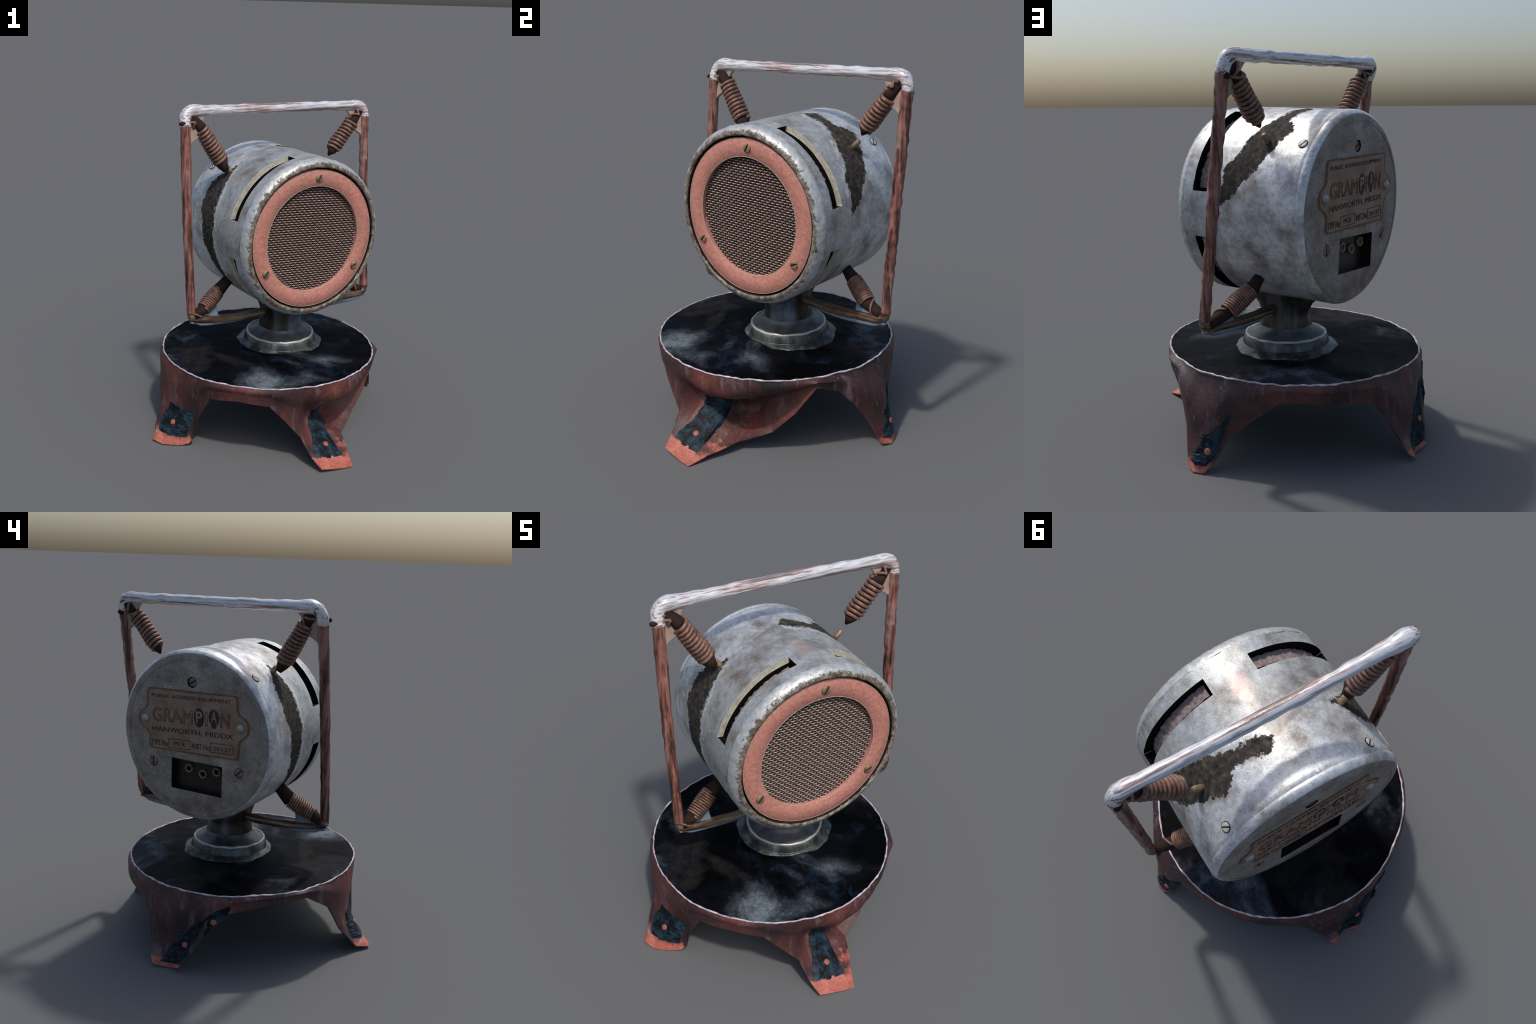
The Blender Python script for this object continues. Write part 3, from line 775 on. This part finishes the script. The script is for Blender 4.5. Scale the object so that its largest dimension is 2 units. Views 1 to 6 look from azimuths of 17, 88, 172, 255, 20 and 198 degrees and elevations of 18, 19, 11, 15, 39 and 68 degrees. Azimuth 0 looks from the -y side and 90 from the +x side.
# inner floor: wall drops from the rim, floor rises gently to the pedestal
NA = 240
prof_floor = [(1.0, 0.0), (.992, .000), (.955, .001), (.90, .003), (.80, .006), (.68, .008), (.56, .010), (.46, .012), (.38, .013), (.30, .013)]
SS = [1.0, .996, .99] + list(np.linspace(.98, .12, 56))
vs = []
for i in range(NA):
    a = TAU * i / NA
    tilt = .012 * RIM * math.cos(a) - .026 * RIM * math.sin(a)
    for k, s_ in enumerate(SS):
        dz = float(np.interp(-s_, [-q[0] for q in prof_floor], [q[1] for q in prof_floor]))
        r = (RIM + (rim_r(a) - RIM) * s_ ** 12) * s_; p = (r * math.cos(a), r * math.sin(a), 0)
        z = .460 + tilt * s_ + (rim_z(a) - .460 - tilt) * s_ ** 14 + dz
        if k: z += (.009 * n3(p, 4, 2) + .003 * n3(p, 11, 5)) * min(1, k / 6) - .006 * s_ * math.sin(a) * min(1, k / 6)
        vs.append((p[0], p[1], z))
o = mesh_obj('dish_floor', vs, grid_faces(NA, len(SS), wrap_u=True), M_FLOOR, root); o.location = DC
# rim edge, pale with painted-on highlights
pts = []
for i in range(361):
    a = TAU * i / 360
    pts.append((rim_r(a) * math.cos(a), rim_r(a) * math.sin(a), rim_z(a) + .001))
v, f = tube(pts, .0046, 8, .6, 40, cap=False); o = mesh_obj('dish_rim', v, f, M_RIM, root); o.location = DC

# skirt and feet: lower edge given by (azimuth, mid radius, edge radius, edge height)
EDGE = [(-150, .70, .70, .324), (-141, .70, .72, .15), (-134, .695, .785, .03), (-129, .69, .84, .012), (-124, .68, .815, .006), (-118, .665, .73, .003), (-115, .66, .70, .02), (-113, .66, .69, .06),
        (-110.5, .665, .68, .20), (-103, .68, .68, .36), (-88, .685, .685, .388), (-72.3, .685, .685, .372), (-64, .68, .685, .27), (-56.4, .66, .685, .162), (-53, .61, .77, .07), (-50.5, .585, .84, .028),
        (-43, .555, .85, .012), (-37, .52, .862, .004), (-33, .465, .76, .03), (-24, .425, .61, .055), (-16, .43, .60, .085), (-6, .52, .595, .122), (5.5, .615, .645, .255), (14.4, .70, .70, .415), (24, .71, .71, .378),
        (31, .735, .73, .28), (36, .755, .75, .18), (41, .768, .805, .02), (45, .768, .83, .003), (49, .758, .815, .004), (52, .735, .755, .07), (54.8, .715, .71, .164), (65, .695, .695, .265), (76, .695, .695, .364), (94.7, .70, .70, .349),
        (114, .70, .70, .33), (118.5, .705, .71, .259), (125, .72, .75, .12), (127.5, .725, .79, .04), (129.5, .725, .80, .02), (135, .725, .755, .003), (140.5, .715, .78, .03), (142.5, .71, .77, .06), (148, .70, .73, .17),
        (151.5, .705, .725, .225), (155, .69, .70, .28), (161.4, .69, .69, .353), (177.4, .685, .685, .395), (197.4, .685, .685, .411), (210, .70, .70, .324)]
EA = np.array([e[0] for e in EDGE], float)
def edge_at(deg_):
    d = ((deg_ + 150) % 360) - 150
    return [float(np.interp(d, EA, [e[k] for e in EDGE])) for k in (1, 2, 3)]
def skirt_pt(deg_, t):
    rm, rb, zb = edge_at(deg_); a = math.radians(deg_)
    r0, z0 = rim_r(a), rim_z(a)
    z = z0 + (zb - z0) * t
    bul = (.010 + .016 * math.exp(-((deg_ - 6) / 18) ** 2)) * math.sin(math.pi * min(t * 2.2, 1))
    az = ((deg_ + 150) % 360) - 150
    tm = .6 + .17 * math.exp(-((az + 19) / 14) ** 2)       # the front right leg is hollowed lower down
    ts = .24 * math.exp(-((az + 28) / 22) ** 2)            # under a short apron
    if t < tm: r = r0 + (rm - r0) * float(smoothstep((t - ts) / (tm - ts) * 1.15)) + bul
    else: r = rm + (rb - rm) * ((t - tm) / (1 - tm)) ** 1.4
    return Vector((r * math.cos(a), r * math.sin(a), z))
def skirt_normal(deg_, t):
    du = skirt_pt(deg_ + .5, t) - skirt_pt(deg_ - .5, t); dt = skirt_pt(deg_, min(t + .01, 1)) - skirt_pt(deg_, max(t - .01, 0))
    n = dt.cross(du).normalized(); p = skirt_pt(deg_, t)
    return n if n.dot(Vector((p.x, p.y, .15))) > 0 else -n
angs = sorted(set([float(x) for x in np.arange(-150, 210, 1.0)] + [e[0] for e in EDGE if e[0] < 210]))
TS = list(np.linspace(0, .6, 10)) + list(np.linspace(.66, 1, 9))
vs = []
for d in angs:
    for t in TS:
        p = skirt_pt(d, t)
        q = p + p.normalized() * (.004 * n3(p, 7, 6))
        vs.append((q.x, q.y, max(q.z, .001)))
skirt = mesh_obj('dish_skirt', vs, grid_faces(len(angs), len(TS), wrap_u=True), M_SKIRT, root)
skirt.location = DC
md = skirt.modifiers.new('s', 'SOLIDIFY'); md.thickness = .008; md.offset = -1
res = bpy.data.meshes.new_from_object(skirt.evaluated_get(bpy.context.evaluated_depsgraph_get()))
skirt.modifiers.clear(); skirt.data = res; res.shade_smooth(); res.set_sharp_from_angle(angle=math.radians(50)); res.name = 'dish_skirt'
zmin = min(v.co.z for v in res.vertices)
for v in res.vertices: v.co.z = max(v.co.z, .0)

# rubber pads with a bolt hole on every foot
def pad(name, d0, d1, t0, t1, skew, hole_d, hole_t):
    n, m = 44, 60; vs = []
    for i in range(n):
        for j in range(m):
            u, w = i / (n - 1), j / (m - 1)
            t = t0 + (t1 - t0) * w
            d = d0 + (d1 - d0) * u + skew * (1 - w)
            d += 1.3 * n3((u * 2, w * 3, 0), 2, d0) * abs(u - .5) * 2
            e = min(u, 1 - u, w, 1 - w)
            nn = skirt_normal(d, t)
            vs.append(skirt_pt(d, t) + nn * (.0005 + .008 * min(1, e * 9) + .004 * n3((u * 3, w * 9, 1), 2, d1) + .003 * n3((u * 8, w * 24, 1), 2, d1)))
    ob = mesh_obj(name, vs, grid_faces(n, m), M_PAD, root); ob.location = DC
    p = skirt_pt(hole_d, hole_t); nn = skirt_normal(hole_d, hole_t)
    v, f = lathe([(.017, -.004), (.016, .002), (.010, .0035), (.0005, .004)], 20)
    hm = mesh_obj('bolt_head', v, f, M_FOOT, root)
    hm.matrix_world = Matrix.Translation(DC + p + nn * .010) @ nn.to_track_quat('Z', 'Y').to_matrix().to_4x4()
pad('foot_pad', -51, -37, .46, .93, 4, -43, .84)
pad('foot_pad', -135, -117, .56, .90, 3, -125, .76)
pad('foot_pad', 42, 52, .60, .93, 4, 49, .78)
pad('foot_pad', 131, 144, .52, .95, 8, 142, .75)
pad('foot_pad', 150, 160, .50, .97, 2, 154, .8)

bpy.context.view_layer.update()
